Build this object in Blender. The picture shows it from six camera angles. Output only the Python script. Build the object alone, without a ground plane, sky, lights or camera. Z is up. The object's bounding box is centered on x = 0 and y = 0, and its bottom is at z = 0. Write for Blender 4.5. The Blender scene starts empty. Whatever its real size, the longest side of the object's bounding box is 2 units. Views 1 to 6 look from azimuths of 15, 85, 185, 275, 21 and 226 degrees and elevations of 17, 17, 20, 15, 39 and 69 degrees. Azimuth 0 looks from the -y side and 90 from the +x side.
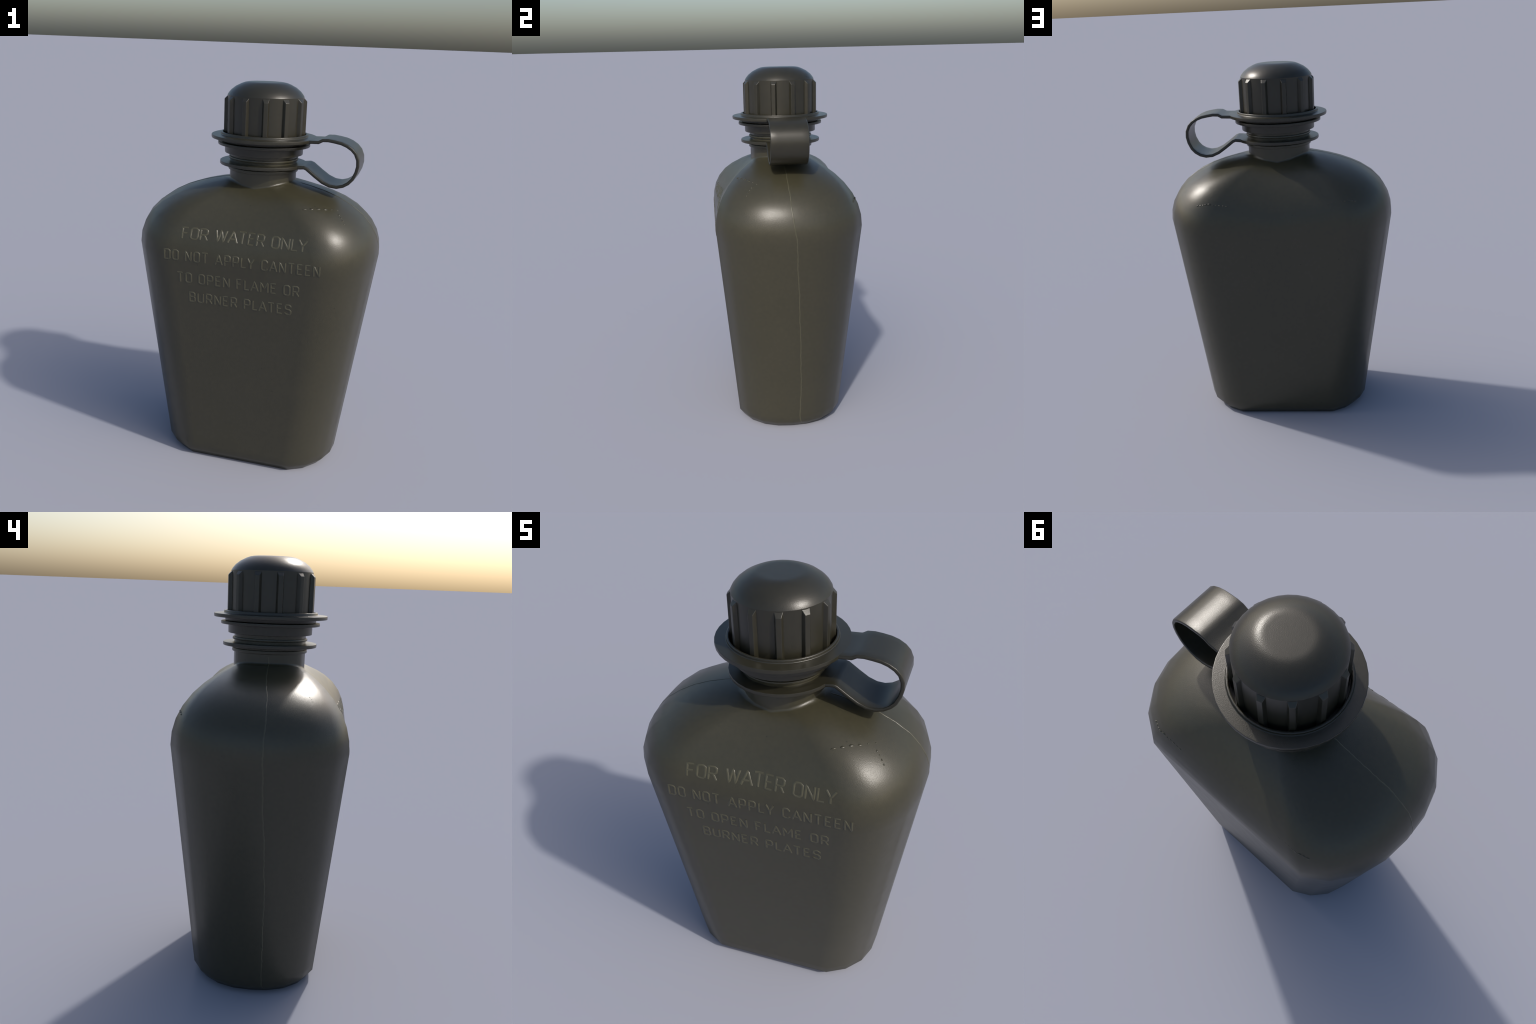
"""Olive-drab plastic field canteen with a tethered screw cap."""
import bpy, bmesh, math, random
from math import sin, cos, pi, radians, sqrt
from mathutils import Vector
from mathutils.bvhtree import BVHTree

random.seed(7)
COL = bpy.context.scene.collection

# ------------------------------------------------------------------ helpers
def new_object(name, mesh, parent=None, material=None):
    ob = bpy.data.objects.new(name, mesh)
    COL.objects.link(ob)
    if parent is not None:
        ob.parent = parent
    if material is not None:
        mesh.materials.append(material)
    return ob

def mesh_from(name, verts, faces, smooth=True):
    me = bpy.data.meshes.new(name)
    me.from_pydata([tuple(v) for v in verts], [], faces)
    bm = bmesh.new(); bm.from_mesh(me)
    bmesh.ops.remove_doubles(bm, verts=bm.verts, dist=1e-6)
    bmesh.ops.recalc_face_normals(bm, faces=bm.faces)
    for f in bm.faces:
        f.smooth = smooth
    bm.to_mesh(me); bm.free()
    return me

def sharpen(me, angle):
    """mark edges sharper than `angle` degrees"""
    bm = bmesh.new(); bm.from_mesh(me)
    for e in bm.edges:
        if len(e.link_faces) == 2 and e.calc_face_angle(0) > radians(angle):
            e.smooth = False
    bm.to_mesh(me); bm.free()

def weighted(ob):
    m = ob.modifiers.new("weighted_normal", 'WEIGHTED_NORMAL')
    m.weight = 60
    m.keep_sharp = True

def lathe(name, profile, segments=36, phase=0.0):
    """closed (r, z) loop revolved round the z axis"""
    verts, faces, n = [], [], len(profile)
    for i in range(segments):
        a = 2 * pi * (i + phase) / segments
        for r, z in profile:
            verts.append((r * cos(a), r * sin(a), z))
    for i in range(segments):
        j = (i + 1) % segments
        for k in range(n):
            l = (k + 1) % n
            if profile[k][0] < 1e-6 and profile[l][0] < 1e-6:
                continue
            faces.append((i * n + k, j * n + k, j * n + l, i * n + l))
    return mesh_from(name, verts, faces)

def rounded(profile, radius, closed=True, steps=2, skip=()):
    """chamfer-round the corners of an (r, z) loop"""
    out, n = [], len(profile)
    for i, p in enumerate(profile):
        if i in skip:
            out.append(p); continue
        P = Vector(p); A = Vector(profile[i - 1]) - P; B = Vector(profile[(i + 1) % n]) - P
        d = min(radius, A.length * .45, B.length * .45)
        a = P + A.normalized() * d; b = P + B.normalized() * d
        for s in range(steps + 1):
            t = s / steps
            q = a * (1 - t) ** 2 + P * 2 * t * (1 - t) + b * t * t
            out.append((q.x, q.y))
    return out

# ------------------------------------------------------------------ materials
def plastic(name, base, tint, rough, grain=0.12, pits=True, blotch=14, spread=.02):
    mat = bpy.data.materials.new(name); mat.use_nodes = True
    nt = mat.node_tree; N = nt.nodes; L = nt.links
    bsdf = N["Principled BSDF"]
    tc = N.new("ShaderNodeTexCoord")
    def noise(scale, detail=4.0, rough_=0.55):
        t = N.new("ShaderNodeTexNoise")
        t.inputs["Scale"].default_value = scale
        t.inputs["Detail"].default_value = detail
        t.inputs["Roughness"].default_value = rough_
        L.new(tc.outputs["Object"], t.inputs["Vector"])
        return t
    # broad colour drift
    broad = noise(2.2, 3)
    ramp = N.new("ShaderNodeValToRGB")
    ramp.color_ramp.elements[0].position = .35
    ramp.color_ramp.elements[1].position = .68
    ramp.color_ramp.elements[0].color = (*base, 1)
    ramp.color_ramp.elements[1].color = (*tint, 1)
    L.new(broad.outputs["Fac"], ramp.inputs["Fac"])
    # fine mottling
    fine = noise(55, 5)
    mr = N.new("ShaderNodeMapRange")
    mr.inputs["From Min"].default_value = .3; mr.inputs["From Max"].default_value = .7
    mr.inputs["To Min"].default_value = .93; mr.inputs["To Max"].default_value = 1.07
    L.new(fine.outputs["Fac"], mr.inputs["Value"])
    mul = N.new("ShaderNodeMix"); mul.data_type = 'RGBA'; mul.blend_type = 'MULTIPLY'
    mul.inputs[0].default_value = 1
    L.new(ramp.outputs["Color"], mul.inputs[6])
    L.new(mr.outputs["Result"], mul.inputs[7])
    colour = mul.outputs[2]
    # sparse pin-prick pits
    vor = N.new("ShaderNodeTexVoronoi"); vor.inputs["Scale"].default_value = 11
    vor.inputs["Randomness"].default_value = 1.0
    L.new(tc.outputs["Object"], vor.inputs["Vector"])
    pit = N.new("ShaderNodeMapRange")
    pit.inputs["From Min"].default_value = .016; pit.inputs["From Max"].default_value = .05
    L.new(vor.outputs["Distance"], pit.inputs["Value"])
    if pits:
        pm = N.new("ShaderNodeMix"); pm.data_type = 'RGBA'
        L.new(pit.outputs["Result"], pm.inputs[0])
        pm.inputs[6].default_value = (base[0] * .45, base[1] * .45, base[2] * .45, 1)
        L.new(colour, pm.inputs[7]); colour = pm.outputs[2]
    L.new(colour, bsdf.inputs["Base Color"])
    # roughness
    rn = noise(blotch, 2)
    rr = N.new("ShaderNodeMapRange")
    rr.inputs["From Min"].default_value = .3; rr.inputs["From Max"].default_value = .7
    rr.inputs["To Min"].default_value = rough - spread; rr.inputs["To Max"].default_value = rough + spread
    L.new(rn.outputs["Fac"], rr.inputs["Value"])
    L.new(rr.outputs["Result"], bsdf.inputs["Roughness"])
    bsdf.inputs["IOR"].default_value = 1.5
    # grain
    gn = noise(430, 2, .5)
    bump = N.new("ShaderNodeBump")
    bump.inputs["Strength"].default_value = grain
    bump.inputs["Distance"].default_value = .002
    L.new(gn.outputs["Fac"], bump.inputs["Height"])
    L.new(bump.outputs["Normal"], bsdf.inputs["Normal"])
    return mat

body_mat = plastic("olive_plastic", (.040, .0370, .0218), (.043, .0395, .0238), .315, .24)
pale_mat = plastic("pale_olive_plastic", (.062, .058, .034), (.066, .062, .038), .33, .08, False)
cap_mat = plastic("dark_olive_plastic", (.0222, .0206, .0132), (.0252, .0234, .0152), .30, .20, False, 14, .012)

# ------------------------------------------------------------------ root
root = bpy.data.objects.new("water_canteen", None)
COL.objects.link(root)
root["label"] = "olive drab plastic flat canteen with tethered black-green screw cap"
root["category"] = "canteen"

# ------------------------------------------------------------------ bottle body
# Cross-section: flat front and back, round ends.  One quadrant has seven
# stations running from the end (x axis) to the middle of the flat front.
ARC_X = (1, .958, .792, .458, 0, 0, 0)
ARC_Y = (0, .302, .586, .836, 1, 1, 1)
NECK_R = .171
NECK_ANGLES = [radians(a) for a in (0, 16.2, 32.4, 52, 62.2, 66.6, 90)]
FLAT_LOOP = .84      # where the flat begins, as a share of its half width
BASE = dict(a=.437, b=.268, f=.269, z=0.0)          # foot print
HEEL = dict(a=.4754, b=.2950, f=.2830, z=.0415)     # top of the bottom rounding
WIDE = dict(a=.6250, b=.3932, f=.4152, z=1.1753)    # widest, start of the shoulder
# shoulder curve: (end value, front value, extra at mid arc, extra at mid front)
RISE = (.1881, .2287, .0214, -.145)
REACH = (.6045, .2223, .0294, 0)
DROP = (.1545, .2600, .0457, 0)
NECK_Z = (1.518, 1.4875)

def section_point(s, k):
    x = s["f"] + (s["a"] - s["f"]) * ARC_X[k] if k < 5 else (s["f"] * FLAT_LOOP if k == 5 else 0.0)
    return Vector((x, s["b"] * ARC_Y[k], s["z"]))

def blend(v, k):
    w = ARC_Y[k] ** 1.70
    return v[0] + (v[1] - v[0]) * w + v[2] * 4 * w * (1 - w) + (v[3] * (0, .16, 1)[k - 4] if k > 4 else 0)

def shoulder_point(k, t):
    W = section_point(WIDE, k)
    a = NECK_ANGLES[k]
    N = Vector((NECK_R * cos(a), NECK_R * sin(a), NECK_Z[0] + (NECK_Z[1] - NECK_Z[0]) * sin(a) ** 6))
    out = W - N; out.z = 0
    span = out.length; out.normalize()
    reach = blend(REACH, k) * span
    P1 = W + Vector((0, 0, blend(RISE, k)))
    P2 = N + out * reach - Vector((0, 0, blend(DROP, k) * reach))
    u = 1 - t
    return W * u ** 3 + P1 * 3 * t * u * u + P2 * 3 * t * t * u + N * t ** 3

SHOULDER_T = (0, .09, .19, .30, .43, .56, .68, .79, .89, .96, 1.0)
NECK_TOP = 1.66

def mirror_ring(q):
    """seven quadrant points -> closed ring of 24"""
    ring = []
    for sx, sy, rev in ((1, 1, 0), (-1, 1, 1), (-1, -1, 0), (1, -1, 1)):
        pts = [Vector((p.x * sx, p.y * sy, p.z)) for p in q]
        if rev:
            pts.reverse()
        ring += pts[:-1]
    return ring

def ring_faces(nr, n):
    return [(i * n + k, i * n + (k + 1) % n, (i + 1) * n + (k + 1) % n, (i + 1) * n + k)
            for i in range(nr - 1) for k in range(n)]

def build_body():
    rings = []
    inner = dict(a=.40, b=.235, f=.245, z=.0)
    rings.append(mirror_ring([section_point(inner, k) for k in range(7)]))
    rings.append(mirror_ring([section_point(BASE, k) for k in range(7)]))
    rings.append(mirror_ring([section_point(HEEL, k) for k in range(7)]))
    for t in (.035, .955):           # support loops keep the long walls flat
        rings.append(mirror_ring([section_point(HEEL, k).lerp(section_point(WIDE, k), t) for k in range(7)]))
    for t in SHOULDER_T:
        rings.append(mirror_ring([shoulder_point(k, t) for k in range(7)]))
    # small root fillet, then the neck tube
    for dz in (.009,):
        rings.append(mirror_ring([Vector((NECK_R * cos(a), NECK_R * sin(a),
                     NECK_Z[0] + (NECK_Z[1] - NECK_Z[0]) * sin(a) ** 6 + dz)) for a in NECK_ANGLES]))
    rings.append(mirror_ring([Vector((NECK_R * cos(a), NECK_R * sin(a), NECK_TOP)) for a in NECK_ANGLES]))
    n = 24
    verts = [p for r in rings for p in r]
    faces = ring_faces(len(rings), n)
    faces.append(tuple(range(n)))
    top = (len(rings) - 1) * n
    faces.append(tuple(range(top, top + n)))
    me = mesh_from("bottle_body", verts, faces)
    bm = bmesh.new(); bm.from_mesh(me)
    for e in bm.edges:                # crisp mouth edge, hidden in the cap
        if min(e.verts[0].co.z, e.verts[1].co.z) > NECK_TOP - .001:
            e.smooth = False
    bm.to_mesh(me); bm.free()
    return me

body_me = build_body()
body = new_object("bottle_body", body_me, root, body_mat)

bm = bmesh.new(); bm.from_mesh(body_me)
BODY_BVH = BVHTree.FromBMesh(bm); bm.free()

def on_surface(origin, direction):
    loc, nor, _, _ = BODY_BVH.ray_cast(Vector(origin), Vector(direction))
    if nor.dot(Vector(direction)) > 0:
        nor = -nor
    return loc, nor

# neck finish: one thread bead and one transfer bead
def neck_part(name, profile, rad=.003):
    ob = new_object(name, lathe(name, rounded(profile, rad)), body, body_mat)
    sharpen(ob.data, 50); weighted(ob)
    return ob
neck_part("thread_bead", [(.160, 1.618), (.1785, 1.618), (.1785, 1.631), (.160, 1.631)], .005)
neck_part("neck_bead", [(.160, 1.563), (.1795, 1.563), (.1795, 1.579), (.160, 1.579)], .004)

# ------------------------------------------------------------------ mould seam
def ribbon_on_path(name, pts, normals, half, height, mat, parent):
    """low raised bead following surface points"""
    verts, faces = [], []
    n = len(pts)
    for i, (p, nr) in enumerate(zip(pts, normals)):
        tan = (pts[min(i + 1, n - 1)] - pts[max(i - 1, 0)]).normalized()
        side = tan.cross(nr).normalized()
        fade = min(1, i / 3 + .2, (n - 1 - i) / 3 + .2)
        slim = .85 if p.z > 1.22 else 1.0
        for o, h in ((-1, -.6), (-.6, .55), (0, 1), (.6, .55), (1, -.6)):
            verts.append(p + side * o * half * slim + nr * h * height * fade * slim)
    for i in range(n - 1):
        for k in range(4):
            faces.append((i * 5 + k, i * 5 + k + 1, i * 5 + k + 6, i * 5 + k + 5))
    return new_object(name, mesh_from(name, verts, faces), parent, mat)

def along(table, z):
    """linear interpolation in a (z, value) table, z descending"""
    for (z1, v1), (z0, v0) in zip(table, table[1:]):
        if z >= z0:
            return v0 + (v1 - v0) * (z - z0) / (z1 - z0)
    return table[-1][1]

def seam(sign, drift, top):
    """parting line down one narrow side; `drift` gives its y at some heights"""
    pts, nrm = [], []
    steps = 220
    for i in range(steps + 1):
        z = top + (.004 - top) * i / steps
        y = along(drift, z) + .0012 * sin(z * 23 + sign) + .0008 * sin(z * 61)
        loc, nor = on_surface((sign * 1.2, y, z), (-sign, 0, 0))
        pts.append(loc); nrm.append(nor)
    # resample to even spacing along the surface
    L = [0]
    for a, b in zip(pts, pts[1:]):
        L.append(L[-1] + (b - a).length)
    m = 190; P, Nn = [], []
    j = 0
    for i in range(m + 1):
        s = L[-1] * i / m
        while j < len(L) - 2 and L[j + 1] < s:
            j += 1
        t = (s - L[j]) / max(L[j + 1] - L[j], 1e-9)
        p = pts[j].lerp(pts[j + 1], t)
        p.y += random.uniform(-.0011, .0011)
        P.append(p); Nn.append(nrm[j].lerp(nrm[j + 1], t).normalized())
    return ribbon_on_path("mould_seam", P, Nn,   .0042, .0014, pale_mat, body)

seam(1, [(1.56, -.010), (1.42, -.010), (1.32, -.006), (1.236, .005), (1.164, .0146), (1.01, .0225), (.76, .033),
         (.56, .040), (.416, .0435), (.244, .045), (.11, .041), (.05, .042), (0, .056)], 1.512)
seam(-1, [(1.56, -.008), (1.50, -.012), (1.41, -.030), (1.33, -.034), (1.2, -.033), (1.05, -.035), (.9, -.042),
          (.745, -.050), (.58, -.055), (.41, -.055), (.22, -.053), (.05, -.055), (0, -.070)], 1.553)

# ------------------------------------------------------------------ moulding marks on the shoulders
def shoulder_marks(ends, count, size, gap):
    """row of small raised ticks between surface points, pressed on along the normal"""
    verts, faces = [], []
    a, b = Vector(ends[0]), Vector(ends[1])
    for i in range(count):
        t = (i + .5) / count
        c = a.lerp(b, t)
        d = Vector((c.x * .25, c.y, c.z - 1.05)).normalized()
        loc, nor = on_surface(c + d * .5, -d)
        run = (b - a).normalized(); run = (run - nor * run.dot(nor)).normalized()
        across = nor.cross(run)
        half = (b - a).length / count * .5 * gap * random.uniform(.6, 1.15)
        w = size * random.uniform(.7, 1.2); h = size * random.uniform(.35, .6)
        loc += across * random.uniform(-.002, .002)
        base = len(verts)
        ring = [(cos(q * pi / 4), sin(q * pi / 4)) for q in range(8)]
        for sc, hh in ((1, -.0005), (.8, h * .7)):
            for cx, cy in ring:
                verts.append(loc + run * cx * half * sc + across * cy * w * sc + nor * hh)
        verts.append(loc + nor * h)
        for q in range(8):
            r = (q + 1) % 8
            faces.append((base + q, base + r, base + 8 + r, base + 8 + q))
            faces.append((base + 8 + q, base + 8 + r, base + 16))
    ob = new_object("shoulder_marks", mesh_from("shoulder_marks", verts, faces), body, body_mat)
    ob["kind"] = "stuff"
shoulder_marks(((.266, -.276, 1.438), (.387, -.200, 1.430)), 4, .0054, .66)
shoulder_marks(((.387, -.200, 1.430), (.440, -.165, 1.426)), 2, .0044, .45)
shoulder_marks(((.430, -.190, 1.408), (.474, -.228, 1.358)), 4, .0040, .7)
shoulder_marks(((.428, .340, 1.304), (.345, .365, 1.317)), 5, .0056, 1.2)
shoulder_marks(((.345, .365, 1.316), (.255, .371, 1.307)), 5, .0036, .8)
shoulder_marks(((-.265, .366, 1.309), (-.350, .362, 1.318)), 5, .0018, .7)
shoulder_marks(((-.350, .362, 1.318), (-.415, .343, 1.311)), 4, .0044, 1.1)
shoulder_marks(((-.43, -.22, 1.385), (-.40, -.20, 1.41)), 3, .0018, .35)

# ------------------------------------------------------------------ raised lettering
# Strokes in a cell of width w and height 1; tuples of (points, cyclic).
def box(w, c=.13, l=True):
    return [(c, 0), (w - c, 0), (w, c), (w, 1 - c), (w - c, 1), (c, 1), (0, 1 - c), (0, c)]
GLYPHS = {
    'A': (.66, [([(0, 0), (.33, 1), (.66, 0)], 0), ([(.11, .31), (.55, .31)], 0)]),
    'B': (.50, [([(0, 0), (0, 1), (.37, 1), (.48, .89), (.48, .66), (.38, .54), (0, .54)], 0),
                ([(.36, .54), (.50, .42), (.50, .12), (.38, 0), (0, 0)], 0)]),
    'C': (.50, [([(.50, .78), (.50, .87), (.37, 1), (.13, 1), (0, .87), (0, .13), (.13, 0), (.37, 0), (.50, .13), (.50, .22)], 0)]),
    'D': (.52, [([(0, 0), (.39, 0), (.52, .13), (.52, .87), (.39, 1), (0, 1)], 1)]),
    'E': (.44, [([(.44, 0), (0, 0), (0, 1), (.44, 1)], 0), ([(0, .52), (.37, .52)], 0)]),
    'F': (.44, [([(0, 0), (0, 1), (.44, 1)], 0), ([(0, .5), (.37, .5)], 0)]),
    'L': (.42, [([(0, 1), (0, 0), (.42, 0)], 0)]),
    'M': (.66, [([(0, 0), (0, 1), (.33, .38), (.66, 1), (.66, 0)], 0)]),
    'N': (.53, [([(0, 0), (0, 1), (.53, 0), (.53, 1)], 0)]),
    'O': (.52, [(box(.52), 1)]),
    'P': (.50, [([(0, 0), (0, 1), (.38, 1), (.50, .88), (.50, .55), (.38, .43), (0, .43)], 0)]),
    'R': (.51, [([(0, 0), (0, 1), (.38, 1), (.50, .88), (.50, .57), (.38, .45), (0, .45)], 0),
                ([(.28, .45), (.51, 0)], 0)]),
    'S': (.50, [([(.50, .82), (.50, .88), (.38, 1), (.12, 1), (0, .88), (0, .64), (.12, .52),
                  (.38, .50), (.50, .38), (.50, .12), (.38, 0), (.12, 0), (0, .12), (0, .18)], 0)]),
    'T': (.52, [([(0, 1), (.52, 1)], 0), ([(.26, 1), (.26, 0)], 0)]),
    'U': (.52, [([(0, 1), (0, .13), (.13, 0), (.39, 0), (.52, .13), (.52, 1)], 0)]),
    'W': (.80, [([(0, 1), (.20, 0), (.40, 1), (.60, 0), (.80, 1)], 0)]),
    'Y': (.60, [([(0, 1), (.30, .45), (.60, 1)], 0), ([(.30, .45), (.30, 0)], 0)]),
}
KERN = {('L', 'A'): -.14, ('A', 'T'): -.09, ('L', 'Y'): -.14, ('W', 'A'): -.06, ('P', 'L'): 0,
        ('A', 'M'): -.05, ('A', 'P'): -.05, ('C', 'A'): -.06, ('A', 'N'): -.05}
SINK = .78       # how far the round strokes are sunk into the wall

def glyph_mesh(ch, height, radius):
    """round-section strokes laid out flat, as a mesh in (x, y up, z out)"""
    cu = bpy.data.curves.new("stroke", 'CURVE'); cu.dimensions = '3D'
    cu.bevel_depth = radius; cu.bevel_resolution = 5; cu.use_fill_caps = True
    for pts, cyc in GLYPHS[ch][1]:
        dense = []
        seq = pts + [pts[0]] if cyc else pts
        for a, b in zip(seq, seq[1:]):
            n = max(1, int(sqrt((a[0] - b[0]) ** 2 + (a[1] - b[1]) ** 2) / .12))
            dense += [(a[0] + (b[0] - a[0]) * i / n, a[1] + (b[1] - a[1]) * i / n) for i in range(n)]
        if not cyc:
            dense.append(seq[-1])
        sp = cu.splines.new('POLY'); sp.points.add(len(dense) - 1)
        for p, q in zip(sp.points, dense):
            p.co = (q[0] * height, q[1] * height, 0, 1)
        sp.use_cyclic_u = bool(cyc)
    tmp = bpy.data.objects.new("stroke", cu); COL.objects.link(tmp)
    bpy.context.view_layer.update()
    me = bpy.data.meshes.new_from_object(tmp.evaluated_get(bpy.context.evaluated_depsgraph_get()))
    bpy.data.objects.remove(tmp); bpy.data.curves.remove(cu)
    return me

# points up the middle of the front face measured along the surface
def front_track():
    zs, out, s = [.05 + i * .004 for i in range(340)], [], 0.0
    last = None
    for z in zs:
        loc, nor = on_surface((0.0, -1.2, z), (0, 1, 0))
        if last is not None:
            s += (loc - last).length
        out.append((s, z)); last = loc
    return out
TRACK = front_track()
def z_at(s):
    for (a, za), (b, zb) in zip(TRACK, TRACK[1:]):
        if a <= s <= b:
            return za + (zb - za) * (s - a) / (b - a)
def s_at(z):
    for (a, za), (b, zb) in zip(TRACK, TRACK[1:]):
        if za <= z <= zb:
            return a + (b - a) * (z - za) / (zb - za)

def write_line(text, x0, x1, z_base, height, radius, relief, GAP=.30, SPACE=.45):
    natural = (sum(SPACE if c == ' ' else GLYPHS[c][0] + GAP for c in text) - GAP
               + sum(KERN.get(p, 0) for p in zip(text, text[1:])))
    stretch = (x1 - x0) / (natural * height)
    s0 = s_at(z_base)
    cursor = 0.0
    for before, c in zip(' ' + text, text):
        cursor += KERN.get((before, c), 0)
        if c == ' ':
            cursor += SPACE; continue
        me = glyph_mesh(c, height, radius)
        for v in me.vertices:
            x = x0 + (cursor * height + v.co.x) * stretch
            loc, nor = on_surface((x, -1.2, z_at(s0 + v.co.y)), (0, 1, 0))
            v.co = loc + nor * ((v.co.z - radius * SINK) * relief)
        for p in me.polygons:
            p.use_smooth = True
        me.name = "raised_letter"
        new_object("raised_letter", me, body, pale_mat)
        cursor += GLYPHS[c][0] + GAP

write_line("FOR WATER ONLY", -.298, .322, 1.258, .058, .0080, 1.0, .20, .40)
write_line("DO NOT APPLY CANTEEN", -.384, .393, 1.1475, .049, .0072, 1.3)
write_line("TO OPEN FLAME OR", -.318, .297, 1.0335, .049, .0072, 1.3)
write_line("BURNER PLATES", -.256, .262, .932, .049, .0072, 1.3)

# ------------------------------------------------------------------ tether strap
strap = new_object("tether_strap", lathe("upper_ring", rounded(
    [(.2095, 1.704), (.2160, 1.704), (.2165, 1.721), (.2690, 1.721), (.2690, 1.738),
     (.2225, 1.739), (.2215, 1.752), (.2115, 1.752)], .0035), 40), root, cap_mat)
sharpen(strap.data, 50); weighted(strap)
strap.name = "tether_strap"
lower = new_object("lower_ring", lathe("lower_ring", rounded(
    [(.168, 1.590), (.2235, 1.590), (.2235, 1.607), (.168, 1.607)], .0035), 32), strap, cap_mat)
sharpen(lower.data, 50); weighted(lower)

# centre line of the band in the x-z plane, from the upper to the lower ring
BAND = [(.262, 1.7295), (.297, 1.7315), (.317, 1.7425), (.345, 1.744), (.376, 1.740), (.409, 1.734),
        (.437, 1.7235), (.462, 1.708), (.481, 1.688), (.4935, 1.659), (.4955, 1.628), (.489, 1.597),
        (.474, 1.564), (.455, 1.543), (.430, 1.5275), (.399, 1.5195), (.364, 1.5225), (.327, 1.538),
        (.289, 1.564), (.244, 1.5975), (.230, 1.6022), (.214, 1.5985)]
HALF_W, HALF_T = .099, .0078

def build_band():
    c = .0035
    # rounded-rectangle section: (across, through)
    sec = []
    cols = 7
    xs = [-HALF_W + c + (2 * HALF_W - 2 * c) * i / (cols - 1) for i in range(cols)]
    sec += [(x, HALF_T) for x in xs] + [(HALF_W, HALF_T - c), (HALF_W, -HALF_T + c)]
    sec += [(x, -HALF_T) for x in reversed(xs)] + [(-HALF_W, -HALF_T + c), (-HALF_W, HALF_T - c)]
    P = [Vector((x, 0, z)) for x, z in BAND]
    verts, n = [], len(P)
    for i, p in enumerate(P):
        tan = (P[min(i + 1, n - 1)] - P[max(i - 1, 0)]).normalized()
        nor = Vector((-tan.z, 0, tan.x))      # outside of the loop
        if i in (0, n - 1):
            nor = Vector((0, 0, 1 if i == 0 else -1))
        for y, h in sec:
            q = p + nor * h + Vector((0, y, 0))
            if i == 0:
                q.x = sqrt(.2660 ** 2 - y * y) - .004
            if i == n - 1:
                q.x = sqrt(.2205 ** 2 - y * y) - .004
            verts.append(q)
    m = len(sec)
    faces = ring_faces(n, m)
    faces += [tuple(range(m)), tuple(range((n - 1) * m, n * m))]
    return mesh_from("band", verts, faces)
band = new_object("band", build_band(), strap, cap_mat)
sharpen(band.data, 55); weighted(band)

# ------------------------------------------------------------------ screw cap
cap_profile = [(0, 2.0), (.073, 2.0), (.086, 1.9997), (.095, 1.9985), (.107, 1.9962), (.124, 1.9900), (.151, 1.9765), (.173, 1.9595), (.1865, 1.9435), (.1927, 1.9325),
               (.1915, 1.702)]
collar = rounded([(.1915, 1.703), (.2355, 1.703), (.2355, 1.689), (.2003, 1.689), (.2000, 1.648), (.165, 1.648)],
                 .003, skip=(0, 5))
cap_loop = cap_profile[:-1] + collar + [(0, 1.648)]
cap = new_object("screw_cap", lathe("screw_cap", cap_loop, 36, .5), root, cap_mat)
sharpen(cap.data, 25); weighted(cap)

def rib_mesh():
    """trapezoid grip rib with a sloped top, standing on the barrel at angle 0"""
    r0, r1 = .186, .2070
    wide, narrow = .0185, .0105
    zb, zt, zs = 1.704, 1.9300, 1.9120
    v = [(r0, -wide, zb), (r1, -narrow, zb), (r1, narrow, zb), (r0, wide, zb),
         (r0, -wide, zt + .004), (r1, -narrow, zs), (r1, narrow, zs), (r0, wide, zt + .004)]
    f = [(0, 1, 5, 4), (1, 2, 6, 5), (2, 3, 7, 6), (4, 5, 6, 7), (3, 2, 1, 0), (0, 4, 7, 3)]
    me = mesh_from("rib", v, f, True)
    bm = bmesh.new(); bm.from_mesh(me)
    es = [e for e in bm.edges if max(e.verts[0].co.x, e.verts[1].co.x) > .2]
    bmesh.ops.bevel(bm, geom=es, offset=.0022, segments=2, affect='EDGES', profile=.5)
    for fa in bm.faces:
        fa.smooth = True
    bm.to_mesh(me); bm.free()
    sharpen(me, 60)
    return me
rib_me = rib_mesh(); rib_me.materials.append(cap_mat)
for i in range(12):
    ob = bpy.data.objects.new("grip_rib", rib_me)
    COL.objects.link(ob); ob.parent = cap
    ob.rotation_euler = (0, 0, radians(15 + 30 * i))
    weighted(ob)
